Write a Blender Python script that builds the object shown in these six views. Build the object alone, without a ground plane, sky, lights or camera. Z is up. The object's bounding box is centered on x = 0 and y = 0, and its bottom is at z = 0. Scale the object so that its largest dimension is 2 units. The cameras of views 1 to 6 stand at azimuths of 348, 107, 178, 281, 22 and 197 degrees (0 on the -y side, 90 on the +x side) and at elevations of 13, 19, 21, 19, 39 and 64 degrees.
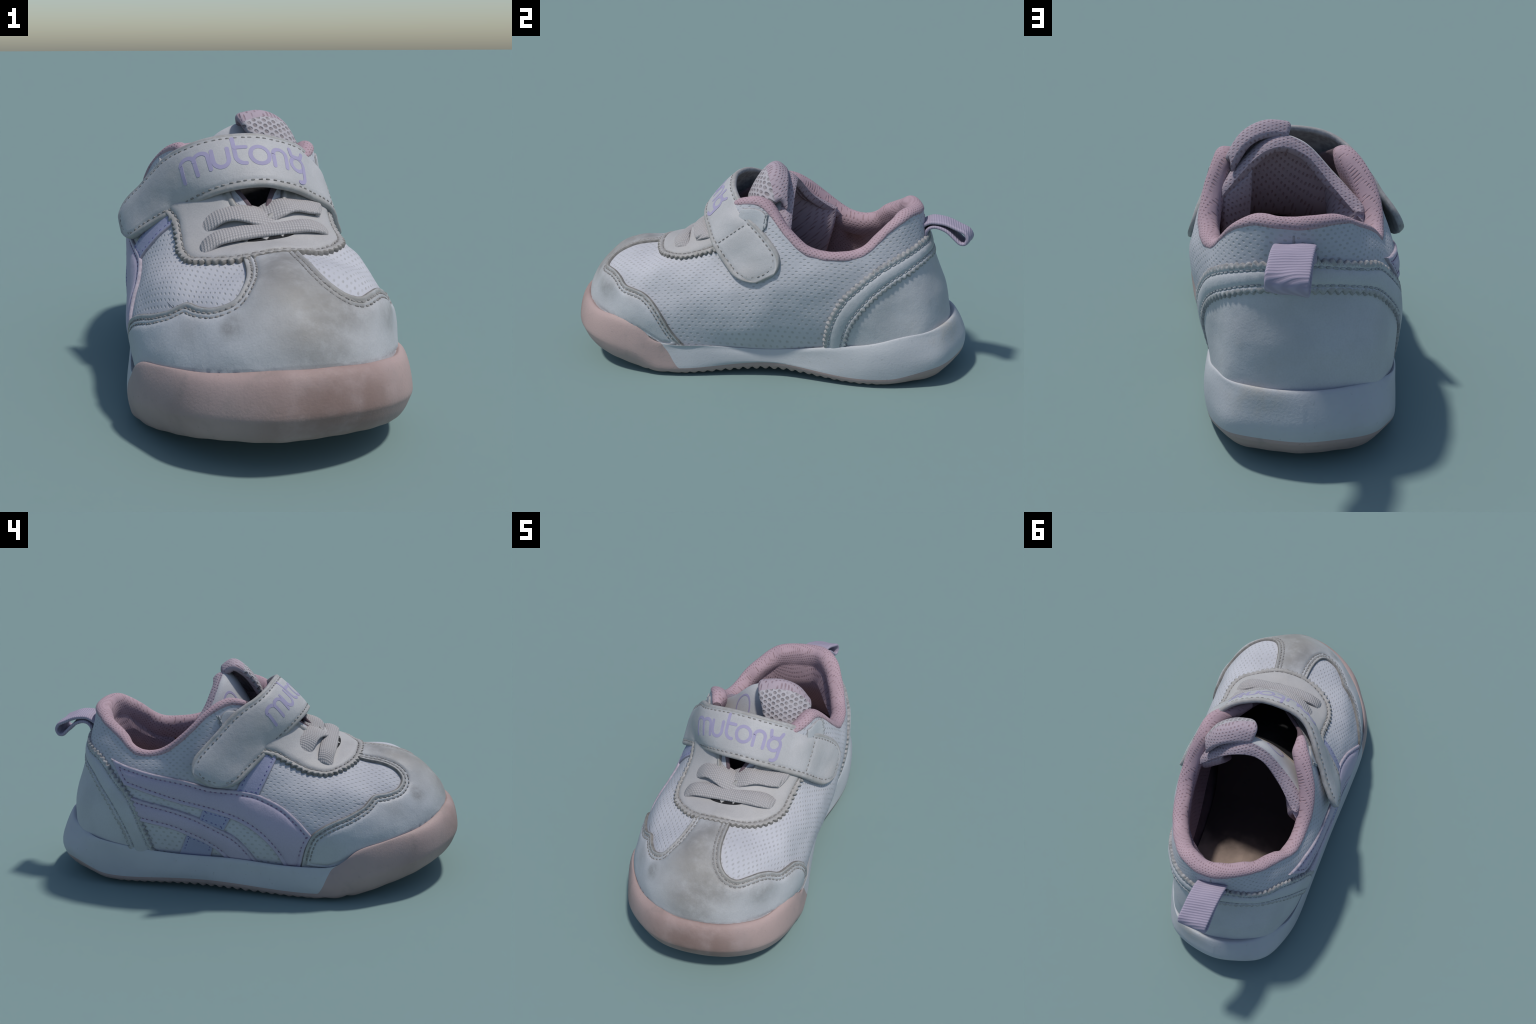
# A small child's trainer, built part by part: lofted upper, lofted sole, raised leather
# panels cut to shape and laid on the upper, a hook-and-loop strap, elastic laces, tongue, pull loop.
import bpy, bmesh, math, random
import numpy as np
from mathutils import Vector
from mathutils import noise as mnoise
from mathutils.bvhtree import BVHTree
from mathutils.kdtree import KDTree
from mathutils.geometry import delaunay_2d_cdt, interpolate_bezier
from mathutils.interpolate import poly_3d_calc

random.seed(7)
rng = np.random.default_rng(7)
for o in list(bpy.data.objects):
    bpy.data.objects.remove(o)

# ------------------------------------------------------------------ small maths
def unit(a):
    return a / (np.linalg.norm(a, axis=-1, keepdims=True) + 1e-12)

def catmull(P, t, closed=False):
    """Catmull-Rom through rows of P at parameters t (in control-point units)."""
    P = np.asarray(P, float); n = len(P)
    t = np.asarray(t, float)
    i = np.floor(t).astype(int)
    if not closed:
        i = np.clip(i, 0, n - 2)
    f = (t - i).reshape((-1,) + (1,) * (P.ndim - 1))
    if closed:
        a, b, c, d = P[(i - 1) % n], P[i % n], P[(i + 1) % n], P[(i + 2) % n]
    else:
        a = np.where((i > 0).reshape(f.shape), P[np.clip(i - 1, 0, n - 1)], 2 * P[0] - P[1])
        b, c = P[i], P[i + 1]
        d = np.where((i < n - 2).reshape(f.shape), P[np.clip(i + 2, 0, n - 1)], 2 * P[-1] - P[-2])
    return 0.5 * (2 * b + (c - a) * f + (2 * a - 5 * b + 4 * c - d) * f ** 2 + (3 * b - 3 * c + d - a) * f ** 3)

def periodic_spline(P, t):
    """C2 cubic spline through closed control rows P, parameter t in control units."""
    P = np.asarray(P, float); n = len(P)
    A = np.zeros((n, n))
    for k in range(n):
        A[k, k] = 4; A[k, (k - 1) % n] += 1; A[k, (k + 1) % n] += 1
    flat = P.reshape(n, -1)
    M = np.linalg.solve(A, 6 * (np.roll(flat, 1, 0) - 2 * flat + np.roll(flat, -1, 0))).reshape(P.shape)
    t = np.asarray(t, float); i = np.floor(t).astype(int); f = (t - i).reshape((-1,) + (1,) * (P.ndim - 1))
    i0, i1 = i % n, (i + 1) % n; g = 1 - f
    return g * P[i0] + f * P[i1] + ((g ** 3 - g) * M[i0] + (f ** 3 - f) * M[i1]) / 6

def even(P, step, closed=False):
    """Resample a polyline at even spacing."""
    P = np.asarray(P, float)
    if closed:
        P = np.vstack([P, P[:1]])
    s = np.concatenate([[0], np.cumsum(np.linalg.norm(np.diff(P, axis=0), axis=1))])
    n = max(2, int(round(s[-1] / step)))
    q = np.linspace(0, s[-1], n + 1)
    R = np.stack([np.interp(q, s, P[:, k]) for k in range(P.shape[1])], 1)
    return R[:-1] if closed else R

def smoothstep(a, b, x):
    t = np.clip((np.asarray(x, float) - a) / (b - a), 0, 1)
    return t * t * (3 - 2 * t)

# ------------------------------------------------------------------ materials
class Nodes:
    def __init__(self, name, rough=0.6, spec=0.3):
        self.m = bpy.data.materials.new(name); self.m.use_nodes = True
        self.t = self.m.node_tree; self.b = self.t.nodes["Principled BSDF"]
        self.b.inputs["Roughness"].default_value = rough
        self.b.inputs["Specular IOR Level"].default_value = spec
        self.co = self.t.nodes.new("ShaderNodeTexCoord").outputs["Object"]
    def n(self, kind, **kw):
        x = self.t.nodes.new(kind)
        for k, v in kw.items():
            setattr(x, k, v)
        return x
    def set(self, sock, v):
        if hasattr(v, "is_output"):
            self.t.links.new(v, sock)
        elif isinstance(v, (tuple, list)) and len(v) == 3 and sock.type == "RGBA":
            sock.default_value = (*v, 1)
        else:
            sock.default_value = v
    def math(self, op, a, b=0.0, c=0.0, clamp=False):
        x = self.n("ShaderNodeMath", operation=op, use_clamp=clamp)
        for s, v in zip(x.inputs, (a, b, c)):
            self.set(s, v)
        return x.outputs[0]
    def xyz(self):
        x = self.n("ShaderNodeSeparateXYZ"); self.set(x.inputs[0], self.co); return x.outputs
    def combine(self, a, b, c=0.0):
        x = self.n("ShaderNodeCombineXYZ")
        for s, v in zip(x.inputs, (a, b, c)):
            self.set(s, v)
        return x.outputs[0]
    def noise(self, scale, detail=3.0, rough=0.55, vec=None):
        x = self.n("ShaderNodeTexNoise")
        self.set(x.inputs["Vector"], vec or self.co)
        x.inputs["Scale"].default_value = scale; x.inputs["Detail"].default_value = detail; x.inputs["Roughness"].default_value = rough
        return x.outputs["Fac"]
    def ramp(self, v, a, b):
        x = self.n("ShaderNodeMapRange", interpolation_type="SMOOTHSTEP")
        self.set(x.inputs[0], v); x.inputs[1].default_value = a; x.inputs[2].default_value = b
        return x.outputs[0]
    def mix(self, f, a, b):
        x = self.n("ShaderNodeMix", data_type="RGBA")
        self.set(x.inputs[0], f); self.set(x.inputs[6], a); self.set(x.inputs[7], b)
        return x.outputs[2]
    def bump(self, h, dist, strength=1.0, normal=None):
        x = self.n("ShaderNodeBump"); x.inputs["Distance"].default_value = dist; x.inputs["Strength"].default_value = strength
        self.set(x.inputs["Height"], h)
        if normal is not None:
            self.set(x.inputs["Normal"], normal)
        return x.outputs[0]
    def blob(self, c, r):
        """1 at point c fading to 0 at distance r"""
        d = self.n("ShaderNodeVectorMath", operation="DISTANCE"); self.set(d.inputs[0], self.co); d.inputs[1].default_value = c
        return self.ramp(d.outputs["Value"], r, 0.0)
    def done(self, colour, normal=None):
        self.set(self.b.inputs["Base Color"], colour)
        if normal is not None:
            self.set(self.b.inputs["Normal"], normal)
        return self.m

def leather(name, c, c2=None, grain=0.0012, dirt=None, rough=0.55, grimy=False):
    k = Nodes(name, rough, 0.3)
    c2 = c2 or tuple(v * 0.9 for v in c)
    col = k.mix(k.ramp(k.noise(5, 4), 0.35, 0.7), c, c2)
    speck = k.ramp(k.noise(60, 3), 0.62, 0.8)
    col = k.mix(k.math("MULTIPLY", speck, 0.25), col, tuple(v * 0.72 for v in c))
    col = k.mix(k.math("MULTIPLY", k.ramp(k.noise(190, 2), 0.35, 0.7), 0.16), col, tuple(v * 0.6 for v in c))
    if dirt:
        col = dirt(k, col)
    if grimy:
        col = k.mix(k.math("MULTIPLY", k.ramp(k.noise(26, 4, 0.65), 0.2, 0.6), 0.65), col, (0.27, 0.258, 0.238))
    h = k.noise(150, 3)
    return k.done(col, k.bump(h, grain, 0.6, k.bump(k.noise(22, 3), 0.004, 0.4, k.bump(k.noise(8, 2), 0.012, 0.3))))

WHITE = (0.48, 0.49, 0.51); GREY = (0.42, 0.41, 0.41)

def toe_dirt(k, col):
    grime = k.noise(14, 5, 0.65)
    film = k.math("MULTIPLY", k.blob((0.06, -0.78, 0.50), 0.34), k.ramp(k.noise(8, 6, 0.66), -0.08, 0.70))
    col = k.mix(k.math("MULTIPLY", film, 1.0, clamp=True), col, (0.275, 0.267, 0.252))
    spots = [((0.05, -0.75, 0.54), 0.15, 0.5), ((0.05, -0.90, 0.42), 0.15, 0.45), ((0.06, -0.62, 0.57), 0.15, 0.45),
             ((0.20, -0.80, 0.46), 0.11, 0.8), ((-0.165, -0.80, 0.42), 0.06, 1.0), ((0.33, -0.72, 0.42), 0.12, 0.6), ((0.40, -0.55, 0.40), 0.08, 0.4), ((-0.02, -0.70, 0.56), 0.12, 0.4), ((0.12, -0.83, 0.46), 0.12, 0.5), ((-.28, -.70, .40), .10, .25), ((0.10, -0.92, 0.38), 0.20, 0.45), ((0.03, -0.58, 0.58), 0.14, 0.4)]
    for c, r, a in spots:
        m = k.math("MULTIPLY", k.blob(c, r), k.ramp(grime, 0.15, 0.68))
        col = k.mix(k.math("MULTIPLY", m, a), col, (0.155, 0.148, 0.135))
    return col

def soft_dirt(k, col):
    return k.mix(k.math("MULTIPLY", k.ramp(k.noise(7, 5, 0.65), 0.5, 0.8), 0.4), col, (0.40, 0.385, 0.365))

def mesh_fabric(name, base, hole, pu, pv, coords, rmin=0.55, depth=0.004, soft=0.12, mottle=0.08):
    """Knit with staggered oval holes; coords = function(k) -> (u, v) sockets in metres."""
    k = Nodes(name, 0.8, 0.15)
    u, v = coords(k)
    wob = k.noise(18, 2)
    u = k.math("ADD", u, k.math("MULTIPLY", wob, 0.010))
    a = k.math("DIVIDE", u, pu); b = k.math("DIVIDE", v, pv)
    row = k.math("FLOOR", b)
    sh = k.math("MULTIPLY", k.math("MODULO", k.math("ABSOLUTE", row), 2.0), 0.5)
    fa = k.math("SUBTRACT", k.math("FRACT", k.math("ADD", k.math("ADD", a, 50.0), sh)), 0.5)
    fb = k.math("SUBTRACT", k.math("FRACT", k.math("ADD", b, 50.0)), 0.5)
    d = k.math("SQRT", k.math("ADD", k.math("MULTIPLY", k.math("MULTIPLY", fa, fa), 1.7), k.math("MULTIPLY", fb, fb)))
    m = k.ramp(d, rmin * 0.5 + soft, rmin * 0.5 - soft)
    m = k.math("MULTIPLY", m, k.ramp(k.noise(30, 2), 0.2, 0.6))
    base = k.mix(k.ramp(k.noise(6, 4), 0.35, 0.75), base, tuple(x * (1 - mottle) for x in base))
    col = k.mix(m, base, hole)
    h = k.math("SUBTRACT", 1.0, m)
    return k.done(col, k.bump(h, depth, 0.8, k.bump(k.noise(140, 2), 0.001, 0.5)))

def wrap_coords(k, lean):
    """u runs along the shoe and round the heel, v up the wall and over the edge"""
    x, y, z = k.xyz()
    b = k.math("MAXIMUM", k.math("SUBTRACT", y, 0.5), 0.0)
    ax = k.math("ABSOLUTE", x)
    r = k.math("SQRT", k.math("ADD", k.math("MULTIPLY", x, x), k.math("MULTIPLY", b, b)))
    th = k.math("SUBTRACT", 1.5708, k.math("ARCTAN2", ax, b))
    u = k.math("ADD", k.math("MINIMUM", y, 0.5), k.math("MULTIPLY", th, 0.33))
    return u, k.math("ADD", k.math("SUBTRACT", z, r), k.math("MULTIPLY", k.math("MINIMUM", y, 0.5), lean))

def wall_coords(k):
    return wrap_coords(k, -0.12)

def collar_coords(k):
    return wrap_coords(k, 0.15)

def tongue_coords(k):
    x, y, z = k.xyz()
    return k.math("ADD", z, k.math("MULTIPLY", y, 0.6)), k.math("ADD", x, k.math("MULTIPLY", y, 0.15))

def back_coords(k):
    x, y, z = k.xyz()
    return k.math("SUBTRACT", z, k.math("MULTIPLY", y, 0.8)), k.math("ADD", x, k.math("MULTIPLY", z, 0.1))

def rubber(name, c, c2, stain, stain_amount=0.5):
    k = Nodes(name, 0.62, 0.3)
    col = k.mix(k.ramp(k.noise(4, 4), 0.35, 0.7), c, c2)
    col = k.mix(k.math("MULTIPLY", k.ramp(k.noise(11, 6, 0.7), 0.52, 0.78), stain_amount), col, stain)
    col = k.mix(k.math("MULTIPLY", k.ramp(k.noise(70, 3), 0.64, 0.78), 0.4), col, tuple(v * 0.6 for v in stain))
    return k, col

def pink_rubber():
    k, col = rubber("pink_rubber", (0.405, 0.305, 0.288), (0.36, 0.28, 0.268), (0.30, 0.25, 0.235), 0.75)
    for c, r, a in [((0.12, -1.0, 0.22), 0.24, 0.9), ((0.24, -0.97, 0.16), 0.18, 0.6), ((-0.05, -0.98, 0.16), 0.18, 0.4), ((0.1, -0.95, 0.12), 0.25, 0.5), ((0.08, -1.0, 0.24), 0.42, 0.6), ((-.35, -.8, .15), .25, .35)]:
        m = k.math("MULTIPLY", k.blob(c, r), k.ramp(k.noise(9, 5, 0.6), 0.1, 0.7))
        col = k.mix(k.math("MULTIPLY", m, a), col, (0.225, 0.15, 0.13))
    return k.done(col, k.bump(k.noise(120, 3), 0.0015, 0.6))

def white_rubber():
    k, col = rubber("white_rubber", (0.465, 0.48, 0.50), (0.43, 0.445, 0.47), (0.40, 0.385, 0.36), 0.3)
    m = k.math("MULTIPLY", k.blob((0.16, 0.93, 0.27), 0.16), k.ramp(k.noise(12, 5, 0.6), 0.35, 0.65))
    col = k.mix(k.math("MULTIPLY", m, 0.5), col, (0.46, 0.41, 0.34))
    return k.done(col, k.bump(k.noise(110, 3), 0.0015, 0.6))

def webbing():
    k = Nodes("lavender_webbing", 0.75, 0.2)
    x, y, z = k.xyz()
    w = k.math("SINE", k.math("MULTIPLY", k.math("ADD", y, k.math("MULTIPLY", x, -0.12)), 560.0))
    rib = k.ramp(w, -1.0, 1.0)
    col = k.mix(rib, (0.325, 0.285, 0.365), (0.375, 0.33, 0.42))
    return k.done(col, k.bump(rib, 0.002, 0.6, k.bump(k.noise(160, 2), 0.001, 0.5)))

def elastic():
    k = Nodes("grey_elastic", 0.85, 0.15)
    x, y, z = k.xyz()
    a = k.math("SINE", k.math("MULTIPLY", k.math("ADD", x, y), 330.0)); b = k.math("SINE", k.math("MULTIPLY", k.math("SUBTRACT", x, y), 330.0))
    w = k.ramp(k.math("MULTIPLY", a, b), -0.6, 0.8)
    col = k.mix(w, (0.335, 0.32, 0.322), (0.43, 0.415, 0.418))
    col = k.mix(k.math("MULTIPLY", k.ramp(k.noise(16, 5, 0.7), 0.45, 0.75), 0.5), col, (0.34, 0.31, 0.30))
    return k.done(col, k.bump(w, 0.003, 0.7))

def plain(name, c, rough=0.8, var=0.12, scale=20, bumpd=0.002):
    k = Nodes(name, rough, 0.2)
    col = k.mix(k.ramp(k.noise(scale, 4), 0.3, 0.7), c, tuple(v * (1 - var) for v in c))
    return k.done(col, k.bump(k.noise(130, 3), bumpd, 0.5))

def insole_cloth():
    k = Nodes("tan_insole", 0.9, 0.1)
    x, y, z = k.xyz()
    col = k.mix(k.ramp(k.noise(12, 4), 0.3, 0.7), (0.30, 0.235, 0.20), (0.25, 0.195, 0.17))
    painted_shade = k.ramp(k.math("ADD", y, k.math("MULTIPLY", k.noise(7, 4), 0.2)), 0.62, 0.40)      # shade deep in the shoe, painted dark over the front
    return k.done(k.mix(painted_shade, col, (0.05, 0.04, 0.038)), k.bump(k.noise(130, 3), 0.002, 0.5))

M = {
    "leather": leather("white_leather", WHITE, dirt=soft_dirt),
    "toe": leather("toe_leather", WHITE, dirt=toe_dirt),
    "panel": leather("panel_leather", GREY, (0.39, 0.38, 0.375), dirt=soft_dirt),
    "toe_seam": leather("toe_leather_seam", WHITE, dirt=toe_dirt, grimy=True),
    "panel_seam": leather("panel_leather_seam", GREY, (0.39, 0.38, 0.375), dirt=soft_dirt, grimy=True),
    "white_seam": leather("white_leather_seam", WHITE, dirt=soft_dirt, grimy=True),
    "strap": leather("strap_leather", (0.445, 0.445, 0.455), (0.40, 0.395, 0.40), dirt=soft_dirt),
    "strap_seam": leather("strap_leather_edge", (0.445, 0.445, 0.455), (0.40, 0.395, 0.40), dirt=soft_dirt, grimy=True),
    "lilac": leather("lilac_leather", (0.43, 0.385, 0.485), (0.41, 0.37, 0.465)),
    "blue": leather("blue_violet_leather", (0.315, 0.325, 0.455), (0.30, 0.31, 0.435)),
    "mesh": mesh_fabric("white_mesh", (0.475, 0.48, 0.515), (0.37, 0.37, 0.378), 0.034, 0.0175, wall_coords, 0.46, 0.0018),
    "collar": mesh_fabric("pink_mesh", (0.42, 0.305, 0.345), (0.32, 0.215, 0.235), 0.019, 0.0145, collar_coords, 0.46, 0.0025),
    "tongue_mesh": mesh_fabric("grey_mesh", (0.42, 0.40, 0.425), (0.23, 0.205, 0.215), 0.029, 0.021, tongue_coords, 0.74, 0.006),
    "mauve": mesh_fabric("mauve_mesh", (0.38, 0.315, 0.36), (0.265, 0.195, 0.22), 0.020, 0.016, back_coords, 0.5, 0.003),
    "pink": pink_rubber(), "white": white_rubber(), "web": webbing(), "elastic": elastic(),
    "edge": plain("raw_cut_edge", (0.25, 0.24, 0.225), 0.85, 0.35, 40),
    "edge_clean": plain("clean_cut_edge", (0.37, 0.37, 0.375), 0.85, 0.35, 40),
    "edge_lilac": plain("lilac_cut_edge", (0.42, 0.38, 0.44), 0.85, 0.3, 40),
    "thread": plain("grey_thread", (0.30, 0.29, 0.28), 0.9, 0.4, 60),
    "thread_light": plain("pale_thread", (0.42, 0.43, 0.44), 0.9, 0.35, 60),
    "thread_purple": plain("purple_thread", (0.27, 0.19, 0.29), 0.9, 0.3, 60),
    "thread_blue": plain("blue_thread", (0.19, 0.18, 0.36), 0.9, 0.3, 60),
    "print": plain("lilac_print", (0.345, 0.32, 0.46), 0.7, 0.08, 12, 0.0005),
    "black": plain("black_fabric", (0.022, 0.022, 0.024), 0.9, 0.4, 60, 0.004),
    "insole": insole_cloth(),
    "inner": plain("shaded_lining", (0.13, 0.095, 0.11), 0.9, 0.2, 30),  # dark tone puts the shade deep inside the shoe into the colour
    "label": plain("pale_label", (0.50, 0.50, 0.51), 0.75, 0.1, 8),
    "beige": plain("beige_lining", (0.46, 0.40, 0.36), 0.85, 0.3, 18),
}

# ------------------------------------------------------------------ object helpers
SHOE = bpy.data.objects.new("child_trainer", None)
bpy.context.scene.collection.objects.link(SHOE)
SHOE["label"] = "white child's trainer with lilac stripes, pink sole and closing strap"
SHOE["category"] = "shoe"

def add(name, verts, faces, mats, parent=SHOE, mat_index=None, smooth=True, angle=None, stuff=False):
    me = bpy.data.meshes.new(name)
    me.from_pydata([tuple(map(float, v)) for v in verts], [], [tuple(map(int, f)) for f in faces])
    for m in (mats if isinstance(mats, (list, tuple)) else [mats]):
        me.materials.append(M[m])
    if mat_index is not None:
        me.polygons.foreach_set("material_index", list(map(int, mat_index)))
    bm = bmesh.new(); bm.from_mesh(me)
    bmesh.ops.remove_doubles(bm, verts=bm.verts, dist=1e-5)
    bmesh.ops.recalc_face_normals(bm, faces=bm.faces)
    if smooth:
        for f in bm.faces:
            f.smooth = True
        if angle:
            for e in bm.edges:
                if len(e.link_faces) == 2 and e.calc_face_angle(0) > math.radians(angle):
                    e.smooth = False
    bm.to_mesh(me); bm.free(); me.validate()
    ob = bpy.data.objects.new(name, me)
    bpy.context.scene.collection.objects.link(ob)
    ob.parent = parent
    if stuff:
        ob["kind"] = "stuff"
    return ob

def grid_faces(nr, nc, wrap_c=False, off=0):
    F = []
    for r in range(nr - 1):
        for c in range(nc if wrap_c else nc - 1):
            d = (c + 1) % nc
            F.append((off + r * nc + c, off + r * nc + d, off + (r + 1) * nc + d, off + (r + 1) * nc + c))
    return F

# ------------------------------------------------------------------ the last: shape of the upper
# Each column runs from the sole seam up the wall to the top edge (collar, throat edge or vamp ridge).
HEEL_RIGHT = [
    [(0, .912, .26), (0, .883, .40), (.005, .833, .54), (.015, .790, .67), (.02, .764, .795)],
    [(.12, .896, .27), (.128, .862, .40), (.135, .815, .54), (.14, .777, .67), (.135, .746, .802)],
    [(.235, .834, .262), (.236, .798, .40), (.230, .750, .54), (.228, .710, .665), (.212, .692, .778)],
    [(.286, .741, .245), (.284, .700, .38), (.286, .671, .51), (.280, .643, .62), (.263, .622, .722)],
    [(.318, .60, .21), (.330, .585, .35), (.330, .57, .47), (.324, .555, .57), (.310, .54, .648)],
    [(.325, .43, .175), (.352, .43, .32), (.364, .43, .45), (.366, .43, .55), (.348, .44, .63)],
    [(.324, .28, .155), (.370, .28, .30), (.397, .28, .45), (.397, .28, .56), (.366, .30, .655)],
    [(.328, .13, .135), (.392, .13, .29), (.416, .13, .46), (.392, .14, .60), (.350, .17, .76)],
    [(.347, -.02, .135), (.406, -.02, .28), (.412, -.01, .45), (.355, .02, .61), (.315, .07, .85)],
    [(.382, -.16, .145), (.410, -.16, .29), (.412, -.15, .44), (.336, -.12, .60), (.265, -.065, .845)],
]
VAMP_RIGHT = [
    [(.412, -.30, .155), (.422, -.30, .29), (.414, -.29, .42), (.345, -.27, .556), (.09, -.24, .748)],
    [(.428, -.42, .175), (.432, -.43, .30), (.409, -.43, .41), (.325, -.42, .552), (.035, -.40, .610)],
    [(.432, -.535, .235), (.432, -.545, .325), (.405, -.54, .412), (.314, -.525, .520), (.035, -.48, .588)],
    [(.412, -.65, .265), (.397, -.645, .343), (.371, -.637, .435), (.281, -.608, .528), (.03, -.55, .577)],
    [(.358, -.765, .28), (.337, -.753, .353), (.311, -.738, .450), (.222, -.680, .537), (.025, -.60, .572)],
    [(.253, -.872, .295), (.236, -.850, .368), (.199, -.806, .460), (.130, -.727, .533), (.02, -.635, .572)],
    [(.13, -.925, .305), (.12, -.90, .383), (.096, -.836, .468), (.066, -.755, .535), (.015, -.65, .572)],
]
TOE = [[(.01, -.938, .31), (.01, -.912, .388), (.01, -.846, .472), (.01, -.761, .538), (.015, -.655, .572)]]
VAMP_LEFT = [
    [(-.11, -.905, .30), (-.105, -.881, .377), (-.085, -.825, .462), (-.05, -.746, .533), (.015, -.65, .572)],
    [(-.21, -.845, .29), (-.20, -.825, .358), (-.163, -.776, .446), (-.11, -.705, .518), (.02, -.635, .572)],
    [(-.31, -.745, .265), (-.295, -.728, .334), (-.254, -.702, .418), (-.17, -.66, .506), (.025, -.60, .572)],
    [(-.382, -.632, .245), (-.362, -.63, .318), (-.320, -.610, .398), (-.232, -.585, .488), (.03, -.55, .577)],
    [(-.422, -.51, .205), (-.408, -.510, .298), (-.374, -.503, .386), (-.276, -.488, .508), (.035, -.48, .588)],
    [(-.432, -.38, .165), (-.435, -.39, .29), (-.404, -.39, .386), (-.296, -.39, .513), (.035, -.40, .610)],
    [(-.422, -.25, .155), (-.434, -.26, .29), (-.401, -.26, .413), (-.302, -.255, .542), (-.040, -.24, .748)],
]
HEEL_LEFT = [
    [(-.41, -.11, .165), (-.428, -.11, .30), (-.400, -.11, .43), (-.318, -.10, .592), (-.165, -.08, .845)],
    [(-.39, .04, .17), (-.415, .04, .31), (-.403, .04, .45), (-.354, .05, .612), (-.242, .055, .87)],
    [(-.375, .19, .17), (-.40, .19, .32), (-.40, .19, .46), (-.370, .19, .61), (-.313, .195, .775)],
    [(-.365, .33, .175), (-.388, .33, .32), (-.392, .33, .46), (-.372, .34, .58), (-.325, .35, .665)],
    [(-.358, .48, .185), (-.373, .48, .32), (-.375, .48, .45), (-.353, .48, .57), (-.30, .48, .66)],
    [(-.343, .633, .21), (-.350, .615, .35), (-.341, .59, .48), (-.317, .57, .60), (-.264, .552, .710)],
    [(-.288, .770, .24), (-.294, .743, .37), (-.280, .697, .51), (-.260, .662, .64), (-.200, .642, .762)],
    [(-.186, .862, .26), (-.196, .835, .39), (-.180, .784, .53), (-.165, .748, .66), (-.12, .712, .798)],
]
COLS = HEEL_RIGHT + VAMP_RIGHT + TOE + VAMP_LEFT + HEEL_LEFT
NC = len(COLS)
IR, IL, ITOE = len(HEEL_RIGHT), len(HEEL_RIGHT) + len(VAMP_RIGHT) * 2 + 1, len(HEEL_RIGHT) + len(VAMP_RIGHT)   # column numbers
CP = np.array(COLS, float)                       # (columns, rows, 3)
seam_t = unit(np.roll(CP[:, 0], -1, 0) - np.roll(CP[:, 0], 1, 0))
CP[:, 0, :2] -= (.004 + .008 * (np.abs(CP[:, :1, 1]) < .45)) * np.stack([-seam_t[:, 1], seam_t[:, 0]], 1) * np.sign((CP[:, 0, :2] * np.stack([-seam_t[:, 1], seam_t[:, 0]], 1)).sum(1, keepdims=True))
bottom = CP[:, :1] + (CP[:, :1] - CP[:, 1:2]) * 0.55
CP = np.concatenate([bottom, CP], 1)             # a hidden row below the sole seam
# phantom row above the top edge: across the vamp ridge it is the opposite side, elsewhere a straight run-on
phantom = 2 * CP[:, -1] - CP[:, -2]
for j in range(11, 24):
    opp = 2 * ITOE - j
    phantom[j] = CP[opp, -2]
phantom[ITOE] = (.015, -.55, .565)
CP = np.concatenate([CP, phantom[:, None]], 1)

def upper(u, v):
    """Point of the upper: u = column number (wraps), v from -1 (hidden) over 0 (seam) to 4 (top edge)."""
    u = np.asarray(u, float).ravel(); v = np.asarray(v, float).ravel()
    rows = np.stack([periodic_spline(CP[:, r], u) for r in range(CP.shape[1])], 1)   # (n, 7, 3)
    i = np.clip(np.floor(v).astype(int), -1, 3); f = (v - i)[:, None]; k = np.arange(len(u))
    a = np.where((i > -1)[:, None], rows[k, np.clip(i, 0, 6)], 2 * rows[:, 0] - rows[:, 1])
    b, c, d = rows[k, i + 1], rows[k, i + 2], rows[k, np.clip(i + 3, 0, 6)]
    return 0.5 * (2 * b + (c - a) * f + (2 * a - 5 * b + 4 * c - d) * f ** 2 + (3 * b - 3 * c + d - a) * f ** 3)

NU, NV = NC * 12, 72
U = np.arange(NU) / 12.0
V = np.linspace(-0.6, 4.0, NV)
UU, VV = np.meshgrid(U, V)
G = upper(UU, VV).reshape(NV, NU, 3)

bm = bmesh.new()
vs = [bm.verts.new(p) for p in G.reshape(-1, 3)]
for f in grid_faces(NV, NU, True):
    bm.faces.new([vs[i] for i in f])
bmesh.ops.remove_doubles(bm, verts=bm.verts, dist=2e-4)
bmesh.ops.dissolve_degenerate(bm, dist=1e-5, edges=bm.edges)
bmesh.ops.triangulate(bm, faces=bm.faces)
bmesh.ops.recalc_face_normals(bm, faces=bm.faces)
bm.verts.ensure_lookup_table(); bm.faces.ensure_lookup_table()
if sum((f.calc_center_median() - Vector((0, 0, .35))).dot(f.normal) for f in bm.faces) < 0:
    bmesh.ops.reverse_faces(bm, faces=bm.faces)
bm.normal_update()
for v in bm.verts:                                       # soft lumps of a worn shoe
    k = mnoise.noise(v.co * 5.0) * .0045 + mnoise.noise(v.co * 13.0) * .0022
    v.co += v.normal * k * min(1, max(0, (v.co.z - .22) / .1))
bm.normal_update()
BV = [v.co.copy() for v in bm.verts]; BN = [v.normal.copy() for v in bm.verts]
BF = [[v.index for v in f.verts] for f in bm.faces]
bm.free()
TREE = BVHTree.FromPolygons(BV, BF)

def surface_normal(p, fi):
    idx = BF[fi]
    w = poly_3d_calc([BV[i] for i in idx], p)
    return sum((BN[i] * x for i, x in zip(idx, w)), Vector()).normalized()

def nearest(p):
    q, n, fi, d = TREE.find_nearest(Vector(p))
    return np.array(q), np.array(surface_normal(q, fi))

# normals on the regular grid, for the lining
GN = np.array([nearest(p)[1] for p in G.reshape(-1, 3)]).reshape(G.shape)

add("upper", BV, BF, "mesh")

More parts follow.
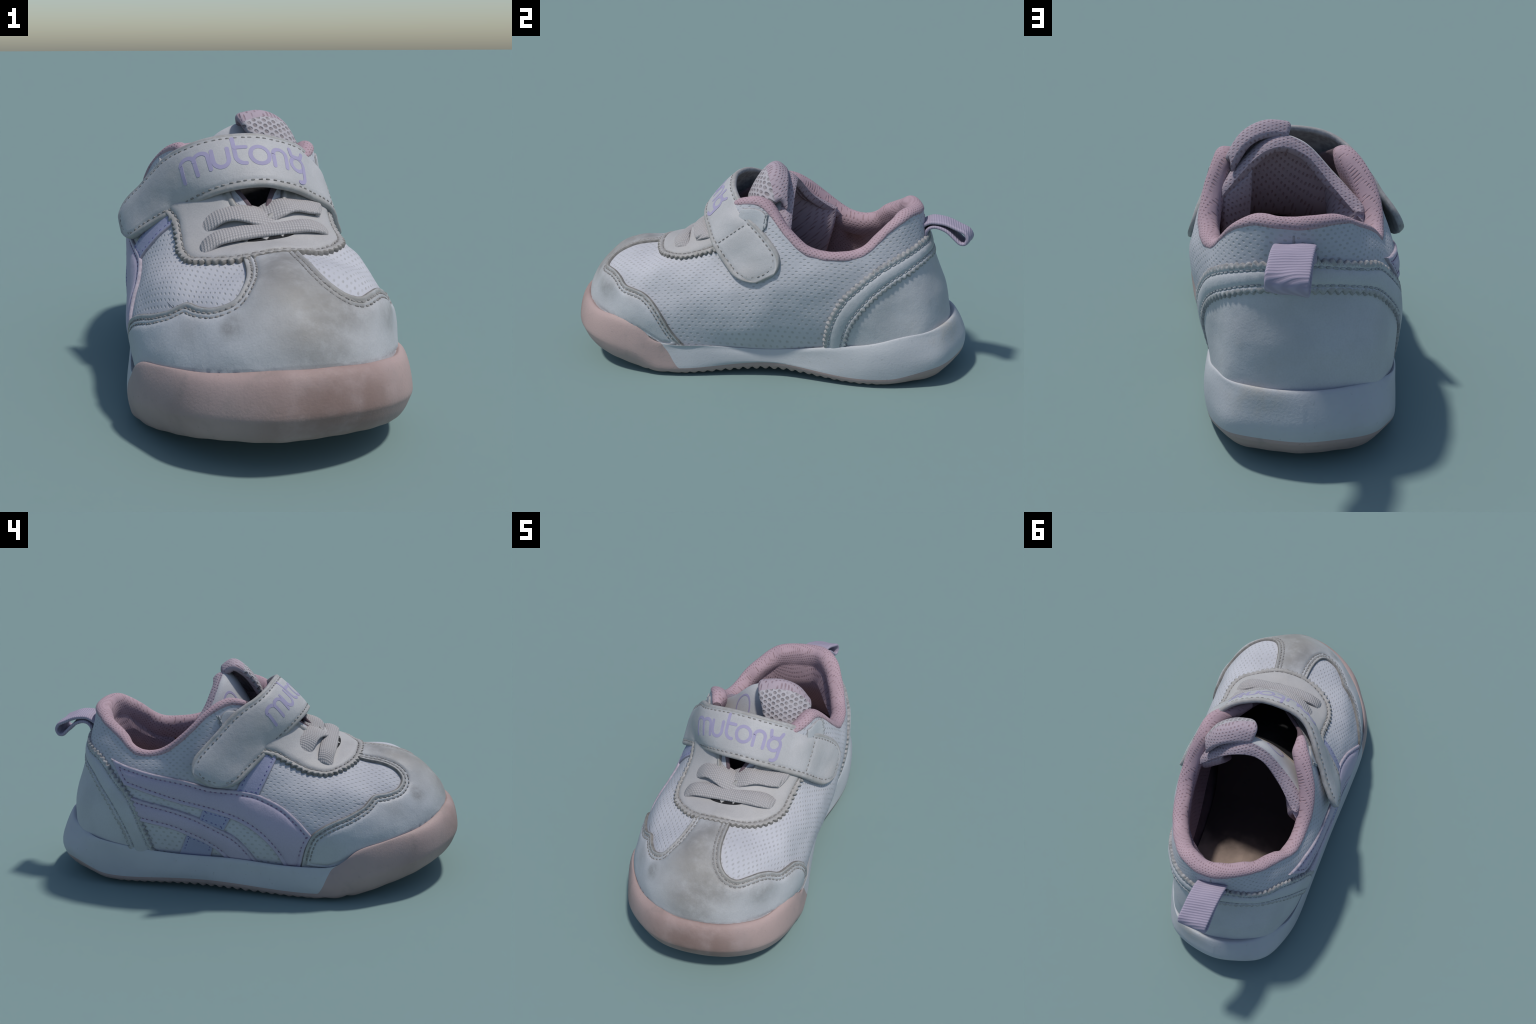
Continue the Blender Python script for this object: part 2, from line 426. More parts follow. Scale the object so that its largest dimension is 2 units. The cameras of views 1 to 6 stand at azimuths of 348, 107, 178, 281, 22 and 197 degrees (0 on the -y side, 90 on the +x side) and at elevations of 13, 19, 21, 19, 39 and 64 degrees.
# ------------------------------------------------------------------ charts: flat maps used to cut panels
class SideChart:
    def __init__(self, sign):
        self.s = sign
    def flat(self, p):
        return np.array([p[1], p[2]])
    def ray(self, q):
        return Vector((self.s * 1.5, q[0], q[1])), Vector((-self.s, 0, 0))

class HeelChart:
    C = np.array([0, .42, 0])
    def flat(self, p):
        return np.array([math.atan2(p[0], p[1] - self.C[1]) * .38, p[2]])
    def ray(self, q):
        a = q[0] / .38
        return Vector((0, self.C[1], q[1])) + Vector((math.sin(a), math.cos(a), 0)) * 1.5, Vector((-math.sin(a), -math.cos(a), 0))

class FanChart:
    C = np.array([.01, -.42, .16]); R = .42
    A = unit(np.array([0, -.45, .89])); E1 = np.array([1., 0, 0])
    E2 = np.cross(A, E1)
    def flat(self, p):
        d = unit(np.asarray(p) - self.C); th = math.acos(np.clip(d @ self.A, -1, 1))
        ph = math.atan2(d @ self.E2, d @ self.E1)
        return np.array([th * math.cos(ph), th * math.sin(ph)]) * self.R
    def ray(self, q):
        r = math.hypot(*q) / self.R; ph = math.atan2(q[1], q[0])
        d = math.cos(r) * self.A + math.sin(r) * (math.cos(ph) * self.E1 + math.sin(ph) * self.E2)
        return Vector(self.C + 1.5 * d), Vector(-d)

def lay(chart, q):
    """flat chart point -> point on the upper and its normal"""
    o, d = chart.ray(q)
    p, n, fi, dist = TREE.ray_cast(o, d)
    if p is None or dist > 1.3:                            # the ray slips past an edge: take the closest point of the upper to it
        best = min((TREE.find_nearest(o + d * t) for t in np.linspace(.95, 1.22, 15)), key=lambda r: r[3])
        return np.array(best[0]), np.array(surface_normal(best[0], best[2]))
    return np.array(p), np.array(surface_normal(p, fi))

def corner_curve(pts, closed, per=10):
    """Smooth curve through points; a point given with a 4th value 1 is a sharp corner."""
    n = len(pts); P = np.array([p[:3] for p in pts], float); sharp = [len(p) > 3 for p in pts]
    out = []
    for i in range(n if closed else n - 1):
        j = (i + 1) % n
        b, c = P[i], P[j]
        a = P[i - 1] if (closed or i > 0) and not sharp[i] else 2 * b - c
        d = P[(i + 2) % n] if (closed or i < n - 2) and not sharp[j] else 2 * c - b
        k1 = max(np.linalg.norm(b - a), 1e-4) ** .5; k2 = max(np.linalg.norm(c - b), 1e-4) ** .5; k3 = max(np.linalg.norm(d - c), 1e-4) ** .5
        t0, t1, t2, t3 = 0, k1, k1 + k2, k1 + k2 + k3
        for t in np.linspace(t1, t2, per, endpoint=False):
            A1 = (t1 - t) / (t1 - t0) * a + (t - t0) / (t1 - t0) * b; A2 = (t2 - t) / (t2 - t1) * b + (t - t1) / (t2 - t1) * c; A3 = (t3 - t) / (t3 - t2) * c + (t - t2) / (t3 - t2) * d
            B1 = (t2 - t) / (t2 - t0) * A1 + (t - t0) / (t2 - t0) * A2; B2 = (t3 - t) / (t3 - t1) * A2 + (t - t1) / (t3 - t1) * A3
            out.append((t2 - t) / (t2 - t1) * B1 + (t - t1) / (t2 - t1) * B2)
    if not closed:
        out.append(P[-1])
    return np.array(out)

def inside(poly, pts):
    x, y = pts[:, 0], pts[:, 1]; r = np.zeros(len(pts), bool)
    for (x0, y0), (x1, y1) in zip(poly, np.roll(poly, -1, 0)):
        c = (y0 > y) != (y1 > y)
        r ^= c & (x < (x1 - x0) * (y - y0) / (y1 - y0 + 1e-15) + x0)
    return r

def inset_flat(chart, F, d, closed=True):
    """Move a flat polyline inwards (to its left if counter-clockwise) by d metres measured on the shoe."""
    T = np.roll(F, -1, 0) - np.roll(F, 1, 0) if closed else np.gradient(F, axis=0)
    N = unit(np.stack([-T[:, 1], T[:, 0]], 1))
    out = []
    for q, n in zip(F, N):
        a, b = lay(chart, q - n * .006)[0], lay(chart, q + n * .006)[0]
        out.append(q + n * d * .012 / min(max(np.linalg.norm(b - a), .006), .03))
    return np.array(out)

def clean_ring(F, R, d, fac=0.8):
    """keep only the points of ring R that stay clear of the outline F (drops folded corners)"""
    ok = inside(F, R)
    k = [i for i in range(len(R)) if ok[i]]
    return R[k] if len(k) > 3 else np.zeros((0, 2))

def panel(name, outline, chart, thick, mats, bevel=.012, scallop=None, groove=(), step=.009, puff=0.0, lift=0.0, parent=SHOE, seam=0.0):
    """A flat piece of leather with its own cut edge, laid on the upper. Returns object and flat outline."""
    C3 = corner_curve(outline, True)
    F = np.array([chart.flat(p) for p in C3])
    F = even(F, min(step * .9, scallop[1] / 7) if scallop else step * .9, True)
    if np.sum(F[:, 0] * np.roll(F[:, 1], -1) - np.roll(F[:, 0], -1) * F[:, 1]) < 0:
        F = F[::-1]
    F0 = F.copy()
    if scallop:
        amp, wave = scallop[:2]
        P3 = np.array([lay(chart, q)[0] for q in F])
        s = np.concatenate([[0], np.cumsum(np.linalg.norm(np.diff(P3, axis=0), axis=1))])
        tot = s[-1] + np.linalg.norm(P3[0] - P3[-1]); wv = tot / round(tot / wave)
        ph = (s / wv) % 1
        tooth = np.random.default_rng(len(F)).uniform(.65, 1.3, 400)[np.floor(s / wv).astype(int) % 400]
        off = amp * tooth * (np.abs(np.sin(np.pi * ph)) ** .8 - .5)
        if len(scallop) > 2:
            off = off * np.array([scallop[2](p) for p in P3])
        T = np.roll(F, -1, 0) - np.roll(F, 1, 0); N = unit(np.stack([T[:, 1], -T[:, 0]], 1))
        F = F + N * off[:, None]
    pts = [F]
    rings = [bevel * .2, bevel * .55, bevel]
    for g in groove:
        rings += [g - .007, g, g + .007]
    for d in rings:
        R = inset_flat(chart, F0 if d > bevel * 1.1 else F, d)
        pts.append(clean_ring(F, R, d))
    lo, hi = F.min(0), F.max(0)
    gx, gy = np.meshgrid(np.arange(lo[0], hi[0], step * 1.4), np.arange(lo[1], hi[1], step * 1.2))
    gx = gx + (np.arange(gx.shape[0]) % 2)[:, None] * step * .7
    g = np.stack([gx.ravel(), gy.ravel()], 1); g = g[inside(F, g)]
    kd = KDTree(sum(len(p) for p in pts)); n = 0
    for p in pts:
        for q in p:
            kd.insert((q[0], q[1], 0), n); n += 1
    kd.balance()
    g = np.array([q for q in g if kd.find((q[0], q[1], 0))[2] > step * .6]).reshape(-1, 2)
    pts.append(g)
    A = np.vstack(pts); nb = len(F)
    v2, e, faces, *_r = delaunay_2d_cdt([Vector(q) for q in A], [(i, (i + 1) % nb) for i in range(nb)], [], 1, 1e-7)
    v2 = np.array([tuple(q) for q in v2])
    S = [lay(chart, q) for q in v2]
    P = np.array([s[0] for s in S]); N = np.array([s[1] for s in S])
    bp = np.array([lay(chart, q)[0] for q in F])
    kb = KDTree(nb)
    for i, q in enumerate(bp):
        kb.insert(q, i)
    kb.balance()
    d = np.array([kb.find(q)[2] for q in P])
    kt = KDTree(len(F0))
    for i, q in enumerate(F0):
        kt.insert(lay(chart, q)[0], i)
    kt.balance()
    d0 = np.array([kt.find(q)[2] for q in P])
    h = thick * (.35 + .65 * np.sqrt(1 - (1 - np.clip(d / bevel, 0, 1)) ** 2)) + lift
    for gdist in groove:
        h -= thick * .5 * np.exp(-((d0 - gdist) / .006) ** 2)
    h += puff * smoothstep(0, .08, d0)
    top = P + N * h[:, None]
    faces = [tuple(f) for f in faces]
    mi = [1 if all(d[i] < bevel * .75 for i in f) else (2 if seam and np.mean([d0[i] for i in f]) < seam * (1 + .25 * mnoise.noise(Vector(top[f[0]]) * 40)) else 0) for f in faces]
    # skirt down to the upper, from the border edges of the cut
    cnt = {}
    for f in faces:
        for a, b in zip(f, f[1:] + f[:1]):
            cnt[(min(a, b), max(a, b))] = cnt.get((min(a, b), max(a, b)), 0) + 1
    border = [k for k, c in cnt.items() if c == 1]
    verts = list(top); low = {}
    for a, b in border:
        for i in (a, b):
            if i not in low:
                low[i] = len(verts); verts.append(P[i] + N[i] * (-.006 + min(lift, 0)))
    for a, b in border:
        faces.append((a, b, low[b], low[a])); mi.append(1)
    ob = add(name, verts, faces, mats, parent, mi, angle=55)
    ob["flat"] = 0
    del ob["flat"]
    return ob, F0, thick

def dash(verts, faces, p, t, n, length, w, h):
    """one stitch: a small rounded bar"""
    t = unit(t); n = unit(n - t * (n @ t)); b = np.cross(t, n); k = len(verts); R = 6
    prof = [(-.5, .35), (-.36, .9), (.36, .9), (.5, .35)]
    for s, r in prof:
        for a in range(R):
            c = 2 * math.pi * a / R
            verts.append(p + t * s * length + b * math.cos(c) * w * r + n * (math.sin(c) * h * r))
    for i in range(3):
        for a in range(R):
            faces.append((k + i * R + a, k + i * R + (a + 1) % R, k + (i + 1) * R + (a + 1) % R, k + (i + 1) * R + a))
    faces.append(tuple(k + a for a in range(R))[::-1]); faces.append(tuple(k + 3 * R + a for a in range(R)))

def stitch_line(name, path, normals, mat, parent, pitch=.022, length=.015, w=.0042, h=.0035):
    V_, F_ = [], []
    s = np.concatenate([[0], np.cumsum(np.linalg.norm(np.diff(path, axis=0), axis=1))])
    for q in np.arange(pitch / 2, s[-1], pitch):
        q += rng.normal(0, .0018)
        p = np.array([np.interp(q, s, path[:, k]) for k in range(3)]); n = np.array([np.interp(q, s, normals[:, k]) for k in range(3)])
        a = np.array([np.interp(q + .006, s, path[:, k]) for k in range(3)]) - np.array([np.interp(q - .006, s, path[:, k]) for k in range(3)])
        if np.linalg.norm(a) < 1e-6:
            continue
        a = unit(a) + rng.normal(0, .09, 3)
        dash(V_, F_, p, a, unit(n), length * rng.uniform(.85, 1.1), w, h)
    if V_:
        return add(name, V_, F_, mat, parent, stuff=True)

def panel_stitch(pn, chart, d, mat, keep=None, sunk=.4, name="stitching", **kw):
    ob, F0, thick = pn
    R = inset_flat(chart, F0, d)
    ok = inside(F0, R)
    P = [lay(chart, q) for q in R]
    run = []
    runs = []
    for i in list(range(len(R))) + [0]:
        p, n = P[i]
        if ok[i] and (keep is None or keep(p)):
            run.append((p + n * thick * (1 - sunk), n))
        else:
            if len(run) > 4:
                runs.append(run)
            run = []
    if len(run) > 4:
        runs.append(run)
    for r in runs:
        stitch_line(name, np.array([x[0] for x in r]), np.array([x[1] for x in r]), mat, ob, **kw)

FAN, HEEL, SR, SL = FanChart(), HeelChart(), SideChart(1), SideChart(-1)

# ------------------------------------------------------------------ sole
# stations round the shoe: widest line (x, y), height of the bottom edge, and the lip where the upper sits in (x, y, z)
SOLE = np.array([
    (0, .982, .034, 0, .918, .278), (.115, .962, .034, .10, .910, .28), (.212, .922, .028, .195, .872, .278), (.278, .852, .018, .255, .808, .265),
    (.318, .725, .010, .296, .71, .25), (.345, .58, .003, .322, .58, .215), (.348, .42, .008, .328, .42, .19), (.338, .25, .026, .324, .25, .162),
    (.336, .10, .035, .326, .09, .143), (.360, -.06, .025, .352, -.06, .147), (.400, -.22, .008, .392, -.21, .16), (.432, -.35, .002, .424, -.33, .163),
    (.452, -.47, .008, .436, -.465, .185), (.462, -.54, .022, .430, -.53, .245), (.457, -.65, .048, .412, -.65, .283), (.43, -.76, .070, .37, -.765, .290),
    (.37, -.86, .090, .30, -.845, .305), (.27, -.94, .105, .21, -.905, .318), (.15, -.985, .113, .115, -.935, .328), (.03, -1.0, .113, .02, -.945, .33),
    (-.09, -.986, .108, -.075, -.92, .325), (-.21, -.926, .100, -.17, -.875, .31), (-.314, -.834, .082, -.255, -.815, .295), (-.378, -.73, .058, -.325, -.735, .283),
    (-.43, -.63, .037, -.385, -.64, .268), (-.458, -.53, .018, -.425, -.54, .24), (-.460, -.44, .006, -.445, -.46, .18), (-.456, -.33, 0, -.442, -.33, .165),
    (-.443, -.17, .006, -.426, -.17, .167), (-.425, 0, .018, -.404, 0, .178), (-.405, .18, .024, -.386, .18, .18), (-.388, .36, .018, -.373, .36, .186),
    (-.375, .54, .010, -.359, .54, .206), (-.354, .69, .014, -.332, .70, .23), (-.310, .826, .026, -.272, .775, .245), (-.235, .920, .028, -.20, .85, .265),
    (-.115, .966, .034, -.09, .905, .276)], float)
NS = len(SOLE)
NSU = NS * 18
su = np.arange(NSU) / 18.0
SR_ = periodic_spline(SOLE, su)
out2, lip = SR_[:, :2], SR_[:, 3:]
tang = unit(np.roll(out2, -1, 0) - np.roll(out2, 1, 0))
inn = np.stack([tang[:, 1], -tang[:, 0]], 1)          # points into the shoe
if ((np.array([0, 0]) - out2) * inn).sum() < 0:
    inn = -inn
yy = out2[:, 1]
toe_mask = smoothstep(-.44, -.56, yy)                  # 1 round the toe bumper
arc = np.concatenate([[0], np.cumsum(np.linalg.norm(np.diff(out2, axis=0), axis=1))])
tread = smoothstep(-.36, -.30, yy) * smoothstep(.66, .55, yy)
tread2 = smoothstep(-.58, -.52, yy) * smoothstep(-.30, -.36, yy)
zb0 = SR_[:, 2]
notch = (1 + .3 * np.sin(arc * 7)) * .014 * tread * np.abs(np.sin(np.pi * yy / .042)) + .009 * tread2 * (np.abs(np.sin(np.pi * yy / .10)) ** .6) + .0006 * np.sin(arc * 60)
zb = zb0 + .008 * (tread + tread2) - notch
zl = lip[:, 2]
wave = .004 * np.sin(arc * 9) * (1 - toe_mask)

def sole_ring(inset, z):
    q = out2 + inn * np.broadcast_to(inset, (NSU,))[:, None]
    return np.column_stack([q, np.broadcast_to(z, (NSU,))])

H = zl - zb0
lipin = np.linalg.norm(lip[:, :2] - out2, axis=1)
heel_mask = smoothstep(.66, .88, yy)
rings = [
    sole_ring(.13 + .04 * heel_mask, zb0 + .004 - .02 * heel_mask), sole_ring(.06 + .012 * heel_mask, zb), sole_ring(.03 + .012 * toe_mask + .010 * heel_mask, zb + .005 + .02 * heel_mask),
    sole_ring(.010 + .012 * toe_mask + .006 * heel_mask, zb0 + .020 + .012 * toe_mask + .036 * heel_mask),
    sole_ring(.002 + .004 * toe_mask + .003 * heel_mask, zb0 + .042 + .03 * toe_mask + .036 * heel_mask), sole_ring(0 + wave, zb0 + (.46 + .06 * heel_mask) * H), sole_ring(lipin * (.18 + .10 * heel_mask) + wave, zb0 + .74 * H),
    sole_ring(lipin * (.45 + .16 * heel_mask), zb0 + .925 * H), np.column_stack([out2 + (lip[:, :2] - out2) * .85, zl + .001]),
    np.column_stack([lip[:, :2] + inn * .006, zl - .003]), np.column_stack([lip[:, :2] + inn * .04, zl - .03])]
RING = np.stack(rings, 0)                                # (11, NSU, 3)

def sole_at(w):
    """w: array (rows, NSU) of ring parameters 0..10"""
    o = np.empty(w.shape + (3,))
    for j in range(NSU):
        o[:, j] = catmull(RING[:, j], w[:, j])
    return o

# where pink rubber ends on the wall: all of it round the toe, a thin outsole elsewhere
bx = np.where(out2[:, 0] > 0, (-.345 - yy) / .133, (-.37 - yy) / .133)
bnd = 4.0 + 6.0 * np.clip(bx, 0, 1)
heel_lift = smoothstep(.80, .95, yy)
bnd = bnd + .15 * heel_lift
k = np.linspace(0, 1, 36)[:, None]
PK = sole_at(np.clip(k * bnd[None], 0, 10))
pv = list(PK.reshape(-1, 3)); pf = grid_faces(36, NSU, True)
# underside: rows across the shoe with shallow tread ribs
centre = PK[0]
c0 = len(pv)
order = list(range(NSU))
inner_rings = 8
for r in range(1, inner_rings + 1):
    f = r / inner_rings
    cx = centre[:, 0] * (1 - f) + .0 * f
    cy = centre[:, 1] * (1 - f) + np.clip(centre[:, 1], -.6, .6) * f
    cz = centre[:, 2] * (1 - f) + (np.interp(cy, [-.95, -.7, -.3, .1, .6, .9], [.10, .05, .006, .03, .006, .02])) * f
    rib = .012 * np.abs(np.sin(np.pi * cy / .042)) * tread * min(1, 2 * f)
    pv += list(np.column_stack([cx, cy, cz + rib * .6]))
for r in range(inner_rings):
    a = 0 if r == 0 else c0 + (r - 1) * NSU
    b = c0 + r * NSU
    for j in range(NSU):
        jj = (j + 1) % NSU
        pf.append((a + j, b + j, b + jj, a + jj))
add("outsole", pv, pf, "pink", angle=60)
W = np.stack([bnd + (10 - bnd) * t for t in np.linspace(0, 1, 26)], 0)
WM = sole_at(np.clip(W, 0, 10))
keep = bnd < 9.999
wf = []
for f in grid_faces(26, NSU, True):
    if keep[f[0] % NSU] or keep[f[1] % NSU]:
        wf.append(f)
used = sorted({i for f in wf for i in f}); re = {i: n for n, i in enumerate(used)}
flat_w = WM.reshape(-1, 3)
add("midsole", [flat_w[i] for i in used], [tuple(re[i] for i in f) for f in wf], "white", angle=60)

# ------------------------------------------------------------------ collar lining and insole
cm = np.zeros(NU)
col = np.arange(NU) / 12.0
cm = 1 - smoothstep(IR - .9, IR + .1, col) * (1 - smoothstep(IL - .1, IL + .9, col))
top = G[-1]; topn = GN[-1]
below = G[-5]
upv = unit(top - below)
ring_t = unit(np.roll(top, -1, 0) - np.roll(top, 1, 0))
innv = -unit(topn - upv * (topn * upv).sum(1, keepdims=True))
fat = [(.003, -.014), (-.005, -.004), (-.003, .012), (.010, .026), (.032, .032), (.058, .026), (.076, .006), (.086, -.03), (.088, -.07)]
thin = [(.002, -.012), (.0, -.006), (.001, .001), (.004, .005), (.010, .006), (.016, .003), (.02, -.006), (.024, -.02), (.028, -.05)]
R1 = []
for (a, b), (c, d) in zip(fat, thin):
    R1.append(top + innv * (a * cm + c * (1 - cm))[:, None] + upv * (b * cm + d * (1 - cm))[:, None])
prof = catmull(np.stack(R1), np.linspace(0, len(R1) - 1, 33))
for v, thf, tht in [(3.0, .085, .04), (2.2, .075, .06), (1.4, .066, .08), (.7, .064, .08), (.1, .066, .08)]:
    r = int(np.argmin(abs(V - v)))
    pad = 1 + (.10 + .15 * v) * smoothstep(.45, .7, G[r][:, 1])             # the heel is padded more thickly
    prof = np.concatenate([prof, (G[r] - GN[r] * (thf * pad * cm + tht * (1 - cm))[:, None])[None]])
nrow = len(prof)
mi = []
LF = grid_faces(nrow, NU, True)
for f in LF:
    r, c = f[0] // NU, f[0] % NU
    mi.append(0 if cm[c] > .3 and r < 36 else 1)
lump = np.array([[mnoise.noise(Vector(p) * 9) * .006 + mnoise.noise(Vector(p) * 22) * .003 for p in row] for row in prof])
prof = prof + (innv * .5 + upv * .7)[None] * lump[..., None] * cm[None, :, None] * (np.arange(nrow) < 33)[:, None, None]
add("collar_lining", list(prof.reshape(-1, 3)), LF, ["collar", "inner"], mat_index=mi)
last = prof[-1].copy()
ins = []
nr = 10
for r in range(nr + 1):
    f = r / nr
    p = last * (1 - f) + np.column_stack([np.zeros(NU), np.clip(last[:, 1], -.5, .5), last[:, 2]]) * f
    floor = np.interp(p[:, 1], [-.9, -.24, -.13, -.06, .01, .10, .2, .35, .6, .7, .8], [.36, .50, .46, .37, .282, .228, .214, .222, .265, .30, .33])
    p[:, 2] = np.maximum(last[:, 2] * (1 - f) + floor * f + .006, np.minimum(floor, .9))
    ins.append(p)
add("insole", list(np.concatenate(ins)), grid_faces(nr + 1, NU, True), "insole")

# ------------------------------------------------------------------ thick sheets (strap, tongue, bands)
def border_spaced(n, lead):
    """parameters 0..1 with extra samples near both ends"""
    inner = np.linspace(lead, 1 - lead, n)
    return np.concatenate([[0, .04 * lead, .15 * lead, .35 * lead, .65 * lead], inner, 1 - lead * np.array([.65, .35, .15, .04, 0])])

def sheet_eval(grid, a, b):
    """bicubic through a coarse grid of points (rows x cols), a and b in 0..1"""
    grid = np.asarray(grid, float); R, C = grid.shape[:2]
    rows = np.stack([catmull(grid[r], np.asarray(b) * (C - 1)) for r in range(R)])   # (R, nb, 3)
    return catmull(rows, np.asarray(a) * (R - 1))                                       # (na, nb, 3)

def thick_sheet(name, grid, thick, mats, parent=SHOE, na=24, nb=40, rim=.5, mat_of=None, flip=False, crown=0.0, ridge=None, round_ends=None, under=0.0):
    """A padded sheet: mid surface through grid, rounded all round its border."""
    grid = np.asarray(grid, float)
    la = np.mean([np.linalg.norm(np.diff(grid[:, c], axis=0), axis=1).sum() for c in range(grid.shape[1])])
    lb = np.mean([np.linalg.norm(np.diff(grid[r], axis=0), axis=1).sum() for r in range(grid.shape[0])])
    r = thick * rim
    a = border_spaced(na, min(.4, r / la)); b = border_spaced(nb, min(.4, r / lb))
    B, A = np.meshgrid(b, a)
    A0, B0 = A.copy(), B.copy()
    if round_ends:                                        # narrow the sheet towards its ends to round the corners
        rad = round_ends / la; rb = round_ends / lb
        e = np.minimum(B, 1 - B)
        t = np.clip(1 - e / rb, 0, 1)
        shrink = rad * (1 - np.sqrt(1 - t ** 2))
        A = shrink + A * (1 - 2 * shrink)
    rows = np.stack([catmull(grid[q], b * (grid.shape[1] - 1)) for q in range(grid.shape[0])])
    P = np.empty(A.shape + (3,))
    for j in range(len(b)):
        P[:, j] = catmull(rows[:, j], A[:, j] * (grid.shape[0] - 1))
    da = np.gradient(P, axis=0); db = np.gradient(P, axis=1)
    N = unit(np.cross(da, db))
    if flip:
        N = -N
    d = np.minimum(np.minimum(A0, 1 - A0) * la, np.minimum(B0, 1 - B0) * lb)
    h = thick / 2 * np.sqrt(np.clip(1 - (1 - np.clip(d / r, 0, 1)) ** 2, 0, 1))
    h = h + crown * smoothstep(0, min(la, lb) * .5, d)
    if ridge:
        h_top = h + ridge(A0, B0, d)
    else:
        h_top = h
    T = P + N * h_top[..., None]; L = P - N * (h + under * smoothstep(0, min(la, lb) * .3, d))[..., None]
    n0, n1 = A.shape
    verts = list(T.reshape(-1, 3)) + list(L.reshape(-1, 3))
    faces, mi = [], []
    for s in (0, 1):
        for f in grid_faces(n0, n1, off=s * n0 * n1):
            faces.append(f); q = f[0] - s * n0 * n1
            mi.append(mat_of(A0[q // n1, q % n1], B0[q // n1, q % n1], s, d[q // n1, q % n1]) if mat_of else 0)
    ob = add(name, verts, faces, mats, parent, mi)
    return ob, (lambda aa, bb: None)

# ------------------------------------------------------------------ strap
S_FRONT = [(-.428, .05, .505), (-.398, -.013, .540), (-.335, -.071, .590), (-.247, -.142, .652), (-.165, -.222, .716), (-.10, -.266, .75), (-.03, -.293, .77), (.05, -.300, .775),
           (.115, -.292, .763), (.175, -.274, .745), (.254, -.23, .705), (.325, -.168, .645), (.380, -.097, .572), (.412, .005, .475)]
S_BACK = [(-.445, .235, .625), (-.412, .180, .670), (-.345, .100, .748), (-.275, .0, .845), (-.21, -.085, .895), (-.14, -.122, .925), (-.06, -.135, .94), (.037, -.141, .944),
          (.116, -.129, .93), (.19, -.105, .907), (.258, -.06, .868), (.307, .012, .792), (.347, .105, .718), (.400, .225, .590)]
fr, bk = np.array(S_FRONT), np.array(S_BACK)
fr = catmull(fr, np.linspace(0, len(fr) - 1, 60)); bk = catmull(bk, np.linspace(0, len(bk) - 1, 60))
fr, bk = even(fr, np.linalg.norm(np.diff(fr, axis=0), axis=1).sum() / 24), even(bk, np.linalg.norm(np.diff(bk, axis=0), axis=1).sum() / 24)
bulge = .004 + .026 * np.exp(-((np.linspace(0, 24, 25) - 6) / 4.5) ** 2)
mid = (fr + bk) / 2
nrm = unit(np.cross(bk - fr, np.gradient(mid, axis=0)))
if nrm[12, 2] < 0:
    nrm = -nrm
fr, bk, mid = fr - nrm * .016, bk - nrm * .016, mid - nrm * .016     # the points above lie on the outer face
STRAP = np.stack([fr, fr * .67 + bk * .33 + nrm * bulge[:, None], fr * .33 + bk * .67 + nrm * bulge[:, None], bk])
STRAP_T = .026
for r in range(4):                                        # keep the strap clear of the upper and of the panels beneath it
    for c in range(STRAP.shape[1]):
        q, n = nearest(STRAP[r, c]); gap = (STRAP[r, c] - q) @ n
        if gap < .021 and abs(STRAP[r, c][0]) > .24 and STRAP[r, c][2] < .78:
            STRAP[r, c] = STRAP[r, c] + nrm[c] * min(.022, 0.021 - gap)
def strap_mat(a, b, s, d):
    return 1 if s == 1 else (2 if d < .020 else 0)
strap_ob, _ = thick_sheet("strap", STRAP, STRAP_T, ["strap", "edge_clean", "strap_seam"], na=34, nb=120, rim=.45, round_ends=.112, flip=True, mat_of=strap_mat,
                          ridge=lambda A, B, d: -.004 * np.exp(-((d - .026) / .006) ** 2) - .004 * np.exp(-((B - .80) / .006) ** 2) * (d > .026))
sgn = 1.0
def on_strap(t, s, lift=0.0):
    """t across (0 front .. 1 back), s along (0..1): point on the strap's outer face and normal"""
    P = sheet_eval(STRAP, [t], [s])[0, 0]
    e = 1e-3
    da = sheet_eval(STRAP, [min(t + e, 1)], [s])[0, 0] - sheet_eval(STRAP, [max(t - e, 0)], [s])[0, 0]
    db = sheet_eval(STRAP, [t], [min(s + e, 1)])[0, 0] - sheet_eval(STRAP, [t], [max(s - e, 0)])[0, 0]
    n = unit(np.cross(da, db))
    ref = np.interp(s * 24, range(25), range(25))
    r = nrm[int(min(24, round(s * 24)))]
    if n @ r < 0:
        n = -n
    return P + n * (STRAP_T / 2 + lift), n

def strap_stitch(path, **kw):
    pn = [on_strap(t, s, -.003) for t, s in path]
    stitch_line("stitching", np.array([p for p, n in pn]), np.array([n for p, n in pn]), kw.pop("mat", "thread_light"), strap_ob, **kw)
STRAP_L = np.linalg.norm(np.diff(STRAP.mean(0), axis=0), axis=1).sum(); STRAP_W = np.linalg.norm(STRAP[3] - STRAP[0], axis=1).mean()
def rounded_path(inset, R=.112):
    """round trip just inside the strap's border, as (across, along)"""
    r = R - inset; pts = []
    for e, sg in ((R, -1), (STRAP_L - R, 1)):
        th = np.linspace(0, math.pi, 40) if sg < 0 else np.linspace(math.pi, 0, 40)
        th = np.linspace(-math.pi / 2, math.pi / 2, 40)
        arc_ = [(STRAP_W / 2 + (STRAP_W / 2 - R) * math.sin(t) + r * math.sin(t), e + sg * r * math.cos(t)) for t in th]
        pts += arc_ if sg > 0 else arc_[::-1]
    pts.append(pts[0])
    return [(w / STRAP_W, e / STRAP_L) for w, e in even(np.array(pts), .012)]
strap_stitch(rounded_path(.026), mat="thread", pitch=.027, length=.014, w=.0036)
strap_stitch([(t, .80) for t in np.linspace(.14, .86, 20)], mat="thread", pitch=.024, length=.014, w=.0036)

